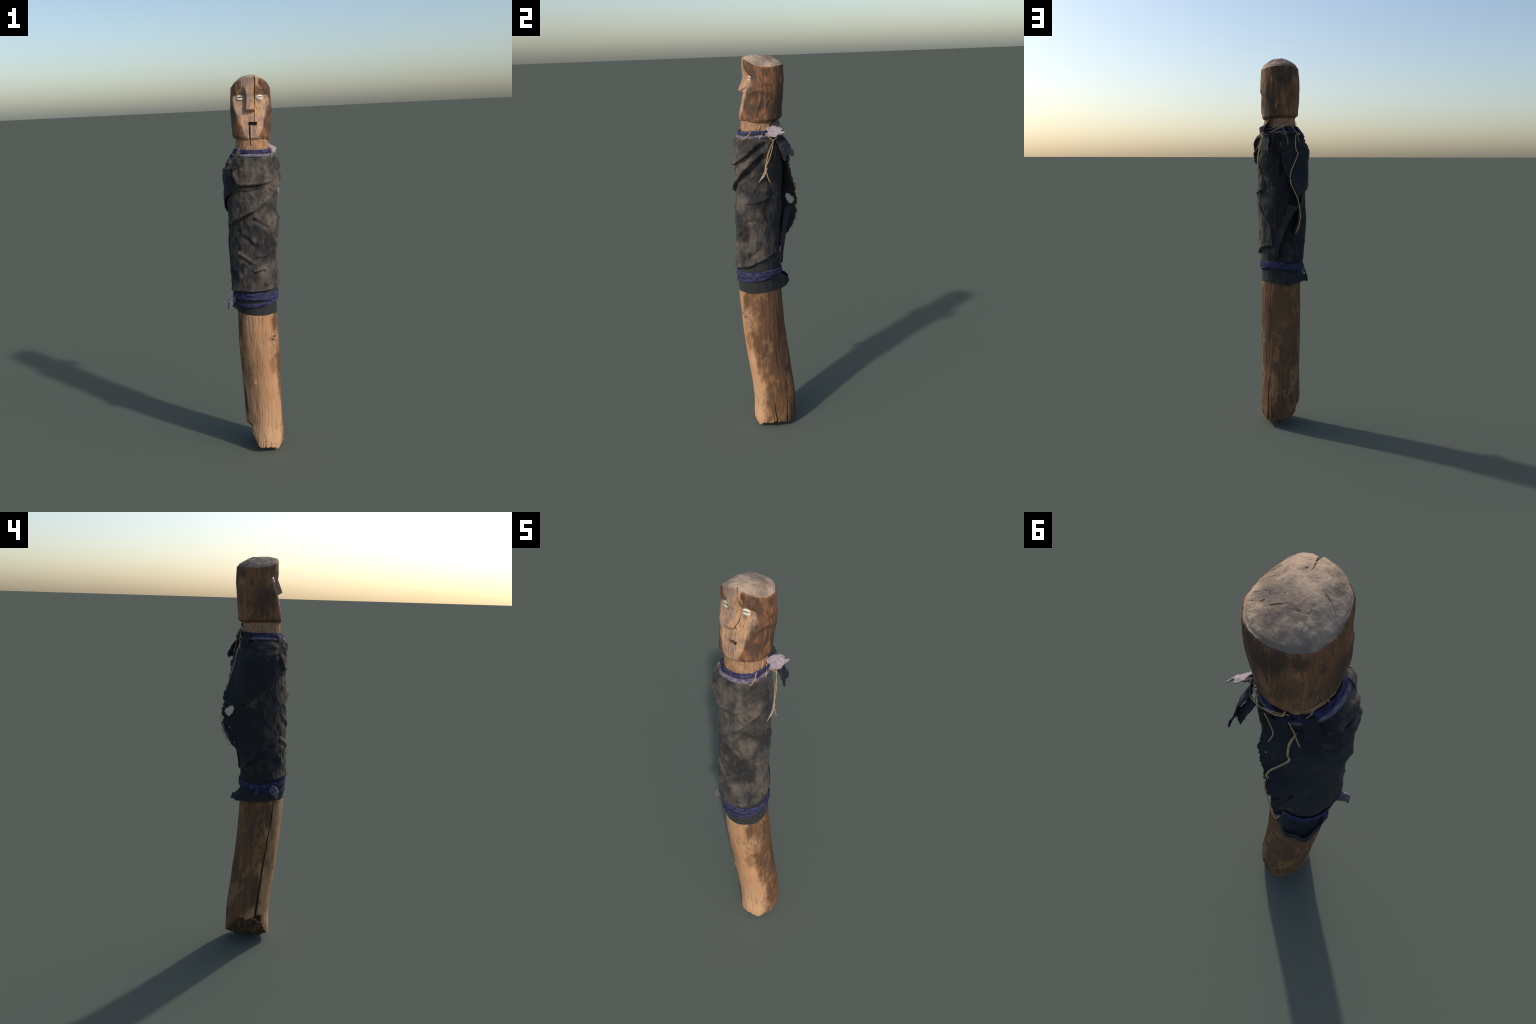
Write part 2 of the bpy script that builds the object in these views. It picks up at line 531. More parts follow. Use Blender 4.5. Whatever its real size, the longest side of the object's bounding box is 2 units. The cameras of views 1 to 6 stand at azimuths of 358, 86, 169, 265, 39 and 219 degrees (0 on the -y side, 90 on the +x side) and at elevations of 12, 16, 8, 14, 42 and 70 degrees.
    idx = np.where((ri < len(rings) - 1) | ((dr_full[ri, ci] < -.0095) & (G[ri, ci, 2] < .79)) | knot[ri, ci], 1, 0)
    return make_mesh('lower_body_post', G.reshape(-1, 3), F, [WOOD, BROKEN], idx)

build_post()

# ---- neck
def build_neck():
    cols, rows = 360, 150
    th = np.arange(cols) * 2 * PI / cols
    Z = np.linspace(1.52, 1.705, rows)[:, None] + 0 * th
    TH = np.broadcast_to(th, Z.shape)
    k = [(1.5, -.072, .1, -.118, .072), (1.62, -.069, .0975, -.116, .069), (1.66, -.068, .0955, -.114, .0675), (1.71, -.066, .0945, -.113, .071)]
    par = [spline(k, Z, c) for c in (1, 2, 3, 4)]
    cx, cy, R = section(TH, *par, n=2.3)
    R = R + .0030 * fbm(np.stack([np.sin(TH) * 4, np.cos(TH) * 4, Z * 20], -1), 5)
    X = cx + R * np.sin(TH)
    front = np.cos(TH) > 0
    slit = np.exp(-(np.abs(X - .002) / .0022) ** 3) * smooth(1.652, 1.664, Z) * front
    R = R - .012 * slit
    G = np.stack([cx + R * np.sin(TH), cy - R * np.cos(TH), Z], -1)
    make_mesh('neck', G.reshape(-1, 3), tube_faces(rows, cols), [NECK])

build_neck()

# ---- head
HEAD = [(1.66, -.079, .108, -.121, .091), (1.70, -.0805, .1095, -.1205, .0935), (1.76, -.083, .1145, -.1125, .099), (1.80, -.0845, .1185, -.106, .1025),
        (1.84, -.0860, .1215, -.104, .105), (1.88, -.0840, .1195, -.099, .107), (1.92, -.080, .1175, -.0965, .106), (1.96, -.0775, .116, -.096, .105), (2.01, -.076, .115, -.094, .103)]

def crown_height(x, y):
    return 1.998 - .053 * (np.abs(x - .018) / .097) ** 2.3 - .046 * (np.abs(y + .028) / .133) ** 2.6

CROWN_CRACKS = [([(.036, -.095), (.035, -.078), (.028, -.062), (.026, -.045)], .0016, .007), ([(.112, .035), (.085, .034), (.062, .025)], .0018, .004),
                ([(.105, -.02), (.083, -.039)], .0012, .003), ([(.105, .008), (.089, -.004), (.074, -.012), (.068, -.003)], .0016, .004),
                ([(.061, .026), (.038, .057)], .001, .0025), ([(.042, .047), (.028, .038), (.013, .03)], .002, .004),
                ([(-.015, -.031), (-.048, -.022), (-.07, -.005), (-.09, .014)], .0012, .003), ([(.108, .055), (.07, .05), (.055, .04)], .0015, .003),
                ([(.003, .034), (-.024, .021), (-.02, -.006)], .003, .002), ([(.09, .075), (.06, .07)], .0014, .003)]

def head_n(theta):
    """squarer brow and jaw corners in front (most on the left), rounder at the back"""
    return lin([(-180, 2.05), (-110, 2.15), (-75, 2.6), (-40, 3.1), (0, 2.7), (25, 2.45), (45, 2.35), (75, 2.3), (110, 2.15), (180, 2.05)], deg(theta))

def build_head():
    cols, rows = 640, 380
    t = np.arange(cols) / cols
    th = 2 * PI * t - .55 * np.sin(2 * PI * t)
    ct, st = np.cos(th), np.sin(th)
    # rim heights
    par = [float(spline(HEAD, np.array([1.96]), c)[0]) for c in (1, 2, 3, 4)]
    cx, cy, r = section(th, *par, n=head_n(th))
    ztop = crown_height(cx + r * st, cy - r * ct) + .0015 * fbm(np.stack([st * 4, ct * 4, st * 0], -1), 3)
    D1 = deg(th)
    zbot = lin([(-180, 1.689), (-140, 1.688), (-90, 1.692), (-50, 1.694), (0, 1.693), (40, 1.690), (75, 1.681), (100, 1.678), (140, 1.685), (180, 1.689)], D1)
    s = np.linspace(0, 1, rows)
    Z = zbot[None] + (ztop - zbot)[None] * s[:, None]
    TH = np.broadcast_to(th, Z.shape)
    D = deg(TH)
    par = [spline(HEAD, Z, c) for c in (1, 2, 3, 4)]
    cx, cy, R = section(TH, *par, n=head_n(TH))
    dR = .0026 * fbm(np.stack([np.sin(TH) * 2.6, np.cos(TH) * 2.6, Z * 11], -1), 2)
    dR += .0006 * fbm(np.stack([np.sin(TH) * 20, np.cos(TH) * 20, Z * 30], -1), 3)
    # scooped adze cuts on the right cheek below an arched ridge
    U = D / 57.3 * .105
    arc = lin([(30, 1.75), (41, 1.787), (48, 1.810), (64, 1.827), (83, 1.831), (104, 1.818), (122, 1.799), (150, 1.76)], D)
    win = smooth(30, 50, D) * smooth(140, 112, D)
    dR -= .0045 * win * smooth(-.004, .030, arc - Z) * lerp(1, .25, smooth(.0, .13, arc - Z))
    dR += .0022 * win * np.exp(-((Z - arc - .004) / .007) ** 2)
    for pts, h, w in (([(82.6, 1.803), (77, 1.75), (73, 1.716)], .0028, .007), ([(102.2, 1.785), (95.3, 1.722)], .003, .006)):
        q, al = dist_to([(a / 57.3 * .105, z) for a, z in pts], U, Z)
        dR += h * np.exp(-(q / w) ** 2)
    # facets on the left jaw
    dR -= .002 * smooth(.0, .012, 1.76 - Z) * np.exp(-((D + 60) / 16) ** 2)
    # chamfered bottom edge (left and back)
    cham = lin([(-180, .014), (-120, .014), (-60, .008), (-20, .003), (60, .003), (150, .010), (180, .014)], D)
    dR -= cham * np.clip(1 - (Z - zbot[None]) / .012, 0, 1)
    # thin side cracks
    for pts, d, w in (([(-78, 1.95), (-84, 1.90), (-84, 1.86)], .002, .0009), ([(-150, 1.846), (-165, 1.842), (-195 + 360, 1.846)], .0015, .001), ([(73, 1.83), (73, 1.70)], .001, .0008)):
        if pts[-1][0] > 150:
            continue
        q, al = dist_to([(a / 57.3 * .105, z) for a, z in pts], U, Z)
        dR -= d * np.exp(-(q / w) ** 2)
    R = R + dR
    # rounded crown edge
    R = R - .004 * smooth(.007, 0, (ztop[None] - Z)) ** 2
    X, Y = cx + R * np.sin(TH), cy - R * np.cos(TH)
    Yenv = Y.copy()
    front = (np.cos(TH) > .02)
    # flat carved face that leans out towards the chin
    plane = [(1.60, -.121), (1.695, -.1195), (1.72, -.117), (1.76, -.1092), (1.80, -.0995), (1.818, -.0945), (1.83, -.0885), (1.86, -.0765), (1.885, -.067), (1.90, -.064), (2.1, -.064)]
    yf = spline(plane, Z) + .75 * (X - .015) ** 2
    yf = yf + .0012 * fbm(np.stack([X * 45, X * 0, Z * 32], -1), 3)
    zb = 1.952 - .026 * smooth(.03, .085, np.abs(X - .010))
    w = smooth(1.899, 1.0 * zb, Z) ** .75
    yface = np.maximum(Yenv, lerp(yf, Yenv, w))
    # ridge of forehead and nose
    xr = .0095
    hw = lin([(1.80, .026), (1.835, .0255), (1.88, .0190), (1.905, .0195), (1.94, .024), (1.97, .034)], Z)
    prof = 1 - smooth(hw - .006, hw + lin([(1.8, .003), (1.905, .004), (1.96, .012)], Z), np.abs(X - xr))
    yr = lin([(1.8185, -.094), (1.8335, -.1185), (1.84, -.1165), (1.895, -.0940), (1.93, -.0965), (2.1, -.0955)], Z)
    yr = yr + 14.0 * np.clip(np.abs(X - xr) - .007, 0, 1) ** 2
    yr = lerp(yr, Yenv, smooth(1.888, 1.935, Z))
    ynose = np.where(Z > 1.8185, lerp(yface, np.minimum(yface, yr), prof), yface)
    Y2 = np.where(front, ynose, Y)
    # mouth slot, chin slit, forehead crack
    def box(v, a, b, e):
        return smooth(a - e, a + e, v) * smooth(b + e, b - e, v)
    zm = Z + .05 * (X - .02)
    mouth = box(X + .22 * (1.771 - Z), .000, .0405, .0008) * box(zm, 1.7555, 1.7715, .0008)
    Y2 = Y2 + np.where(front, .018 * mouth * lerp(.65, 1, smooth(1.757, 1.763, Z)), 0)
    slit = np.exp(-(np.abs(X - .0022 + .01 * (1.72 - Z)) / .0030) ** 4) * smooth(1.760, 1.756, Z)
    Y2 = Y2 + np.where(front, .016 * slit, 0)
    chin = smooth(.0035, .0055, X) * smooth(1.757, 1.754, Z) * smooth(.07, .03, X)
    Y2 = Y2 - np.where(front, .0018 * chin, 0)
    xc = lin([(1.76, .027), (1.78, .027), (1.81, .0285), (1.845, .0335), (1.91, .0345), (1.945, .037), (1.975, .0365), (2.0, .035)], Z) + .0008 * noise(np.stack([Z * 60, Z * 0, Z * 0], -1))
    cw = lin([(1.76, .0014), (1.84, .0015), (1.90, .0020), (2.0, .0028)], Z)
    cd = lin([(1.768, .006), (1.80, .007), (1.85, .007), (1.92, .013), (2.0, .015)], Z)
    crack = np.exp(-(np.abs(X - xc) / cw) ** 2) * smooth(1.766, 1.772, Z)
    Y2 = Y2 + np.where(front, cd * crack, 0)
    # forehead right of the crack sits a little back, two knife nicks
    Y2 = Y2 + np.where(front, .003 * smooth(0, .002, X - xc) * smooth(.06, .04, X) * smooth(1.90, 1.95, Z), 0)
    for nx, nz in ((.089, 1.938), (.062, 1.949), (.081, 1.925)):
        Y2 = Y2 + np.where(front, .004 * np.exp(-((X - nx - .25 * (Z - nz)) / .002) ** 2 - ((Z - nz) / .006) ** 2), 0)
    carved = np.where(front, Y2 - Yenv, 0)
    deep = front & ((mouth > .5) | (slit > .5) | ((crack > .62) & (Z > 1.77)))  # recess floors coloured near black to deepen the shadow inside
    side = np.stack([X, Y2, Z], -1)
    # crown (end grain) and underside
    def cap(edge, xm, ym, n, kmin, hfun):
        out = []
        for k in np.linspace(1, kmin, n)[1:]:
            x, y = lerp(xm, edge[:, 0], k), lerp(ym, edge[:, 1], k)
            out.append(np.stack([x, y, hfun(x, y, k, edge[:, 2])], -1))
        return np.array(out)
    def crown(x, y, k, ze):
        z = crown_height(x, y)
        p = np.stack([x * 30, y * 30, x * 0], -1)
        z = z + .0024 * fbm(p, 4) + .0022 * np.abs(noise(p * .6 + 9)) - .0018 * smooth(.55, .75, noise(p * 3.3 + 2)) * smooth(-.1, .3, noise(p * .5 + 8))
        for pts, w, d in CROWN_CRACKS:
            wx = .0022 * fbm(p * 3.1, 2)
            q, al = dist_to(pts, x + wx, y + .0022 * noise(p * 4 + 5))
            z = z - d * .8 * np.exp(-(q / (w * .75)) ** 2) * (.35 + .65 * smooth(-.3, .35, noise(p * 2 + 3))) * smooth(1, .8, al)
        return lerp(z, ze, smooth(.93, 1.0, k) if k > .93 else 0)
    top = cap(side[-1], .02, 0, 90, .006, crown)
    def under(x, y, k, ze):
        return ze + .008 * (1 - k) / .3
    bot = cap(side[0], .015, -.015, 16, .70, under)[::-1]
    G = np.concatenate([bot, side, top])
    F = tube_faces(len(G), cols)
    V = G.reshape(-1, 3)
    ri, ci = F[:, 0] // cols, F[:, 0] % cols
    nb = len(bot)
    dp = np.concatenate([np.zeros((nb, cols), bool), deep, np.zeros((len(top), cols), bool)])
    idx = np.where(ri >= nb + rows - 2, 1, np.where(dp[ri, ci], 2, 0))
    N = vertex_normals(V, F)
    # nose is its own part: faces of the ridge between bridge and tip
    c = V[F].mean(1)
    nose = (np.abs(c[:, 0] - xr) < .0305) & (c[:, 2] > 1.8165) & (c[:, 2] < 1.900) & (c[:, 1] < -.04) & (ri >= nb) & (ri < nb + rows)
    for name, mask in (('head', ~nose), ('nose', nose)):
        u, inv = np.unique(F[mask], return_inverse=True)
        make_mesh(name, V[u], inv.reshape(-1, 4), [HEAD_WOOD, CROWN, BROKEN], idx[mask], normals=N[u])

build_head()

# ---- cowrie-shell eyes
def build_eye(center, yaw, tilt, sx):
    nu, nv = 72, 40
    u = np.arange(nu) * 2 * PI / nu
    v = np.linspace(0, PI / 2, nv)
    X = np.outer(np.sin(v), np.cos(u))
    Zz = np.outer(np.sin(v), np.sin(u))
    Yd = np.outer(np.cos(v), np.ones(nu))
    gap = np.exp(-(Zz / .15) ** 2)
    teeth = .5 + .5 * np.cos(X * 42)
    h = Yd ** .8 * (1 + .12 * np.abs(Zz)) - gap * (.62 + .15 * teeth) * np.clip(1.15 - np.abs(X), 0, 1)
    lx, ly, lz = X * .0190 * sx * (1 - .06 * X), -h * .0080, Zz * .0148 * (1 + .05 * X)
    cu, su = math.cos(yaw), math.sin(yaw)
    ly2 = ly * math.cos(tilt) - lz * math.sin(tilt)
    lz2 = ly * math.sin(tilt) + lz * math.cos(tilt)
    P = np.stack([center[0] + lx * cu - ly2 * su, center[1] + lx * su + ly2 * cu, center[2] + lz2], -1)
    F = tube_faces(nv, nu)
    g = gap.reshape(-1)[F].mean(1)
    idx = (g > .60).astype(int)
    return make_mesh('eye', P.reshape(-1, 3), F, [SHELL, SLIT], idx)

build_eye((-.0365, -.0660, 1.8905), math.radians(-9), math.radians(-17), .96)
build_eye((.0612, -.0622, 1.8890), math.radians(14), math.radians(-17), 1.0)

# ---- cloth wrapped round the body
BODY = [  # z, x0, x1, y0, y1
    (.78, -.105, .1035, -.161, .066), (.80, -.107, .104, -.162, .066), (.85, -.1125, .1055, -.163, .068), (.90, -.117, .108, -.164, .068),
    (.95, -.123, .1105, -.1635, .067), (1.05, -.1265, .1145, -.163, .064), (1.15, -.1275, .120, -.1615, .066), (1.25, -.124, .129, -.161, .075),
    (1.35, -.124, .124, -.1515, .085), (1.40, -.127, .126, -.149, .089), (1.45, -.128, .131, -.1475, .091), (1.50, -.131, .134, -.1475, .090), (1.55, -.127, .131, -.1505, .083),
    (1.58, -.115, .127, -.1525, .077), (1.595, -.105, .122, -.1505, .075), (1.604, -.092, .112, -.137, .072), (1.615, -.085, .108, -.129, .071), (1.64, -.071, .1, -.119, .068)]

def body_radius(theta, z):
    par = [spline(BODY, z, c) for c in (1, 2, 3, 4)]
    return section(theta, *par, n=2.12, skew=(SKEW + .022 * smooth(.95, 1.05, z)) * smooth(1.62, 1.48, z))

# folds as control points (angle from the front in degrees, height):
# kind, points, height, reach; 'step' stands proud on the upper side and drops sharply
FOLDS = [
    ('step', [(-60, 1.56), (-47, 1.514), (-35, 1.464), (-8, 1.466), (16, 1.468), (34, 1.479), (52, 1.503), (66, 1.528), (82, 1.566), (97, 1.582), (118, 1.585)], .0125, .085),
    ('step', [(-48, 1.448), (-30, 1.440), (-8, 1.440), (12, 1.449), (34, 1.464), (50, 1.485)], .004, .03),
    ('step', [(-92, 1.235), (-70, 1.263), (-39, 1.297), (-19, 1.318), (6, 1.341), (23, 1.371), (41, 1.405), (54, 1.443), (67, 1.468), (76, 1.494), (93, 1.526), (114, 1.542)], .0135, .060),
    ('ridge', [(28, 1.366), (38, 1.376), (56, 1.393), (78, 1.432)], .006, .010),
    ('step', [(55, 1.276), (66, 1.283), (82, 1.284), (100, 1.294), (118, 1.310)], .004, .040),
    ('ridge', [(58, 1.282), (70, 1.283), (84, 1.288), (116, 1.312)], .005, .012),
    ('valley', [(72, 1.335), (86, 1.322), (100, 1.335)], .007, .018),
    ('valley', [(-6, 1.300), (14, 1.274), (36, 1.246)], .007, .009),
    ('ridge', [(-2, 1.312), (10, 1.300)], .003, .008),
    ('valley', [(33, 1.448), (44, 1.424)], .006, .006),
    ('ridge', [(44, 1.49), (60, 1.455), (66, 1.44)], .006, .010),
    ('valley', [(40, 1.470), (56, 1.490), (68, 1.512), (82, 1.545), (100, 1.566), (116, 1.57)], .009, .011),
    ('valley', [(44, 1.385), (58, 1.424), (70, 1.450), (80, 1.474), (96, 1.505), (114, 1.52)], .009, .013),
    ('ridge', [(62, 1.44), (74, 1.462), (90, 1.485)], .004, .010),
    ('ridge', [(20, 1.50), (40, 1.512), (56, 1.535), (70, 1.566)], .005, .010),
    ('valley', [(14, 1.53), (34, 1.54), (50, 1.562), (60, 1.585)], .005, .010),
    ('valley', [(-14, 1.39), (2, 1.405), (22, 1.43)], .004, .012),
    ('ridge', [(-40, 1.37), (-20, 1.39), (4, 1.425)], .004, .012),
    ('valley', [(-58, 1.112), (-24, 1.091), (-8, 1.063)], .009, .010),
    ('ridge', [(-54, 1.126), (-30, 1.110), (-4, 1.078), (6, 1.07)], .007, .010),
    ('valley', [(-6, 1.016), (12, 1.027), (28, 1.036)], .009, .008),
    ('ridge', [(-4, 1.030), (26, 1.05)], .006, .010),
    ('valley', [(54, 1.135), (44, 1.11), (31, 1.098), (-3, 1.094)], .008, .010),
    ('valley', [(-60, 1.2), (-48, 1.16), (-44, 1.13)], .008, .012),
    ('valley', [(60, 1.2), (66, 1.12), (56, 1.06)], .007, .014),
    ('valley', [(-75, 1.36), (-70, 1.30), (-64, 1.27)], .004, .010),
    ('ridge', [(40, 1.345), (48, 1.31), (56, 1.26)], .004, .009),
    ('valley', [(48, 1.35), (54, 1.32), (56, 1.29)], .004, .008),
    ('ridge', [(-40, 1.24), (-20, 1.215), (4, 1.18), (20, 1.17)], .005, .014),
    ('valley', [(-34, 1.215), (-14, 1.19), (4, 1.155)], .005, .010),
    ('ridge', [(40, 1.20), (56, 1.165), (70, 1.15)], .006, .014),
    ('valley', [(46, 1.225), (62, 1.19), (80, 1.18)], .006, .010),
    ('ridge', [(-62, 1.05), (-46, 1.03), (-36, .99)], .006, .012),
    ('valley', [(-70, 1.03), (-54, 1.0), (-46, .96)], .006, .010),
    ('ridge', [(40, 1.0), (56, 1.015), (72, 1.04)], .005, .012),
    ('valley', [(62, .985), (76, 1.01), (92, 1.04)], .006, .010),
    ('ridge', [(20, .97), (38, .975), (50, .99)], .004, .010),
    # overlapping free edges on the right-hand back
    ('step', [(124, 1.318), (104, 1.391), (89, 1.475)], .004, .03),
    ('step', [(150, 1.050), (136, 1.12), (113, 1.174), (88, 1.251)], .006, .04),
    ('step', [(80, .964), (104, .985), (125, .997), (150, 1.006)], .006, .05),
    ('step', [(153, .92), (153.5, .99), (159, 1.043), (170, 1.128), (182, 1.203), (201, 1.286)], .010, .05),
    ('ridge', [(176, 1.16), (186, 1.10), (200, 1.05)], .008, .012),
    ('valley', [(178, 1.06), (180, .98), (181, .93)], .006, .006),
    ('valley', [(170, 1.58), (171, 1.45), (168, 1.36)], .010, .012),
    # lower hem lip hanging over the bands
    ('step', [(-110, .915), (-75, .918), (-45, .925), (0, .927), (35, .932), (64, .946), (87, .970), (110, .99), (138, 1.009)], .011, .10),
    # gathered folds on the left shoulder
    ('ridge', [(-150, 1.600), (-118, 1.586), (-94, 1.593), (-66, 1.598)], .007, .008),
    ('ridge', [(-140, 1.583), (-104, 1.571), (-81, 1.579), (-55, 1.580)], .008, .009),
    ('valley', [(-132, 1.575), (-104, 1.560), (-84, 1.566), (-64, 1.568)], .005, .007),
    ('ridge', [(-130, 1.553), (-102, 1.540), (-84, 1.543), (-60, 1.55)], .012, .010),
    ('ridge', [(-100, 1.530), (-88, 1.524), (-68, 1.522), (-50, 1.518)], .010, .008),
    ('valley', [(-75, 1.51), (-60, 1.525), (-38, 1.548), (-30, 1.552)], .008, .009),
    ('ridge', [(-52, 1.528), (-40, 1.541), (-22, 1.545)], .004, .007),
    ('valley', [(-48, 1.575), (-36, 1.56), (-33, 1.50)], .0035, .010),
]

def build_cloth():
    cols, rows = 620, 640
    th = np.arange(cols) * 2 * PI / cols
    D1 = deg(th)
    nz = np.stack([np.sin(th), np.cos(th), th * 0], -1)
    zlow = lin([(-180, .793), (-165, .805), (-150, .822), (-135, .815), (-112, .808), (-70, .808), (-40, .806), (0, .800), (40, .798), (65, .795), (95, .800), (120, .802), (155, .799), (180, .793)], D1)
    zlow = zlow + .0030 * fbm(nz * 4, 4) * (.35 + 1.4 * smooth(60, 120, np.abs(D1)))
    zhigh = 1.632
    s = np.linspace(0, 1, rows)[:, None]
    Z = zlow[None] + (zhigh - zlow[None]) * s
    TH = np.broadcast_to(th, Z.shape)
    D = deg(TH)
    cx, cy, R = body_radius(TH, Z)
    R = R - .002
    K = .118 / 57.3
    dR = np.zeros_like(R)
    for kind, pts, h, reach in FOLDS:
        amin, amax = min(p[0] for p in pts) , max(p[0] for p in pts)
        mid = (amin + amax) / 2
        Dm = mid + (D - mid + 180) % 360 - 180
        P = [(a * K, z) for a, z in pts]
        wob = .0016 * noise(np.stack([Dm * .15, Z * 40, Z * 0 + h * 900], -1))
        q, al = dist_to(P, Dm * K, Z + wob)
        fade = smooth(0, .14, al) * smooth(1, .86, al)
        # fade to zero past the ends
        if kind == 'step':
            up = np.where(q > 0, np.exp(-(q / reach) ** 1.3), 0) * smooth(-.0008, .0022, q)
            under = -.38 * np.where(q < 0, np.exp(-(q / .012) ** 2), 0)
            lip = .50 * np.exp(-((q - .008) / .008) ** 2)
            dR += h * fade * (up + under + lip) * lerp(1, .6, smooth(60, 95, Dm))
        else:
            g = np.exp(-(q / reach) ** 2)
            dR += (h if kind == 'ridge' else -h) * fade * g
    # small wrinkles and slack in the weave
    p = np.stack([np.sin(TH) * 3.2, np.cos(TH) * 3.2, Z * 11], -1)
    loose = smooth(.93, .97, Z)
    dR += .0042 * fbm(p, 2) * (.35 + .65 * loose)
    diag = np.stack([np.sin(TH) * 2.4 + Z * 5, np.cos(TH) * 2.4 - Z * 5, Z * 13], -1)
    crease = 1 - 2.4 * np.abs(noise(diag))
    dR += .0030 * np.where(crease > 0, crease, crease * .35) * loose * smooth(-.25, .35, noise(p * .7 + 4))
    dR += .0005 * fbm(p * 4.2, 2)
    # bands bite in
    dR -= .004 * np.exp(-((Z - .885) / .02) ** 2) * smooth(.93, .90, Z)
    # flared corner of the hem at the back left
    fl = np.exp(-np.abs((D - 360 * (D > 0) + 146) / 33) ** 2.4) * smooth(.874, .815, Z) ** 1.3
    dR += .062 * fl * (1 + .08 * np.sin(D * .26))
    dR += .006 * smooth(.86, .80, Z) * np.exp(-((D - 165) / 14) ** 2)
    R = R + dR
    G = np.stack([cx + R * np.sin(TH), cy - R * np.cos(TH), Z], -1)
    # turned-in edges give the cloth its thickness
    ins = []
    for k, dz in ((.0025, 0.0), (.004, .004), (.005, .014), (.006, .03)):
        Rk = R[0] - k
        ins.append(np.stack([cx[0] + Rk * np.sin(th), cy[0] - Rk * np.cos(th), Z[0] + dz], -1))
    tops = []
    for k, dz in ((.004, .001), (.01, -.004), (.02, -.01)):
        Rk = R[-1] - k
        tops.append(np.stack([cx[-1] + Rk * np.sin(th), cy[-1] - Rk * np.cos(th), Z[-1] + dz], -1))
    G = np.concatenate([np.array(ins[::-1]), G, np.array(tops)])
    F = tube_faces(len(G), cols)
    c = G.reshape(-1, 3)[F].mean(1)
    ang = np.degrees(np.arctan2(c[:, 0], -(c[:, 1] + .05)))
    hem = lin([(-180, .90), (-110, .912), (-75, .917), (-45, .924), (0, .926), (35, .931), (64, .945), (87, .969), (110, .985), (125, .95), (150, .90), (180, .90)], ang)
    idx = (c[:, 2] < hem).astype(int)
    V = G.reshape(-1, 3)
    N = vertex_normals(V, F)
    for name, m in (('cloth_wrap', idx == 0), ('under_cloth', idx == 1)):
        u, inv = np.unique(F[m], return_inverse=True)
        make_mesh(name, V[u], inv.reshape(-1, 4), [CLOTH if name == 'cloth_wrap' else SKIRT], normals=N[u])

build_cloth()

def ribbon(name, left, right, mat, thickness=.0025, jag=.004, seed=0.0, nu=46, nv=30, curl=.004, tear=1.0):
    """loose scrap of cloth spanned between two hand-placed edge curves"""
    A, B = path_points(left, nu), path_points(right, nu)
    t = np.linspace(0, 1, nv)[None, :, None]
    P = A[:, None] * (1 - t) + B[:, None] * t
    u = np.linspace(0, 1, nu)[:, None]
    tt = np.linspace(0, 1, nv)[None]
    P = P + (curl * fbm(np.stack([u * 3 + seed + 0 * tt, tt * 2 + 0 * u, 0 * u + 0 * tt + seed], -1), 3))[..., None] * np.array([.7, -.5, .5])
    # torn far end and sides
    f = fbm(np.stack([tt * 5 * tear + seed, tt * 0, tt * 0], -1), 3)[0]
    g = fbm(np.stack([u[:, 0] * 6 * tear + seed, u[:, 0] * 0 + 4, u[:, 0] * 0], -1), 3)
    uc, tc = (u[:-1] + u[1:]) / 2, (tt[:, :-1] + tt[:, 1:]) / 2
    keep = (uc < .95 - jag * 22 * np.clip(f[:-1][None], -.4, 1)) & (tc > .06 + jag * 12 * g[:-1][:, None] * uc) & (tc < .95 - jag * 12 * g[::-1][:-1][:, None] * uc)
    return thick_sheet(name, P, keep, thickness, [mat])

# ---- loose outer sheets standing off at the back left
HOLE = np.array([(.157, 1.258), (.150, 1.268), (.141, 1.274), (.131, 1.287), (.116, 1.290), (.109, 1.277), (.116, 1.252), (.132, 1.232), (.146, 1.242)])

def inside(poly, u, v):
    res = np.zeros(np.shape(u), bool)
    for i in range(len(poly)):
        x1, y1 = poly[i]
        x2, y2 = poly[(i + 1) % len(poly)]
        c = ((y1 > v) != (y2 > v)) & (u < (x2 - x1) * (v - y1) / (y2 - y1 + 1e-12) + x1)
        res ^= c
    return res

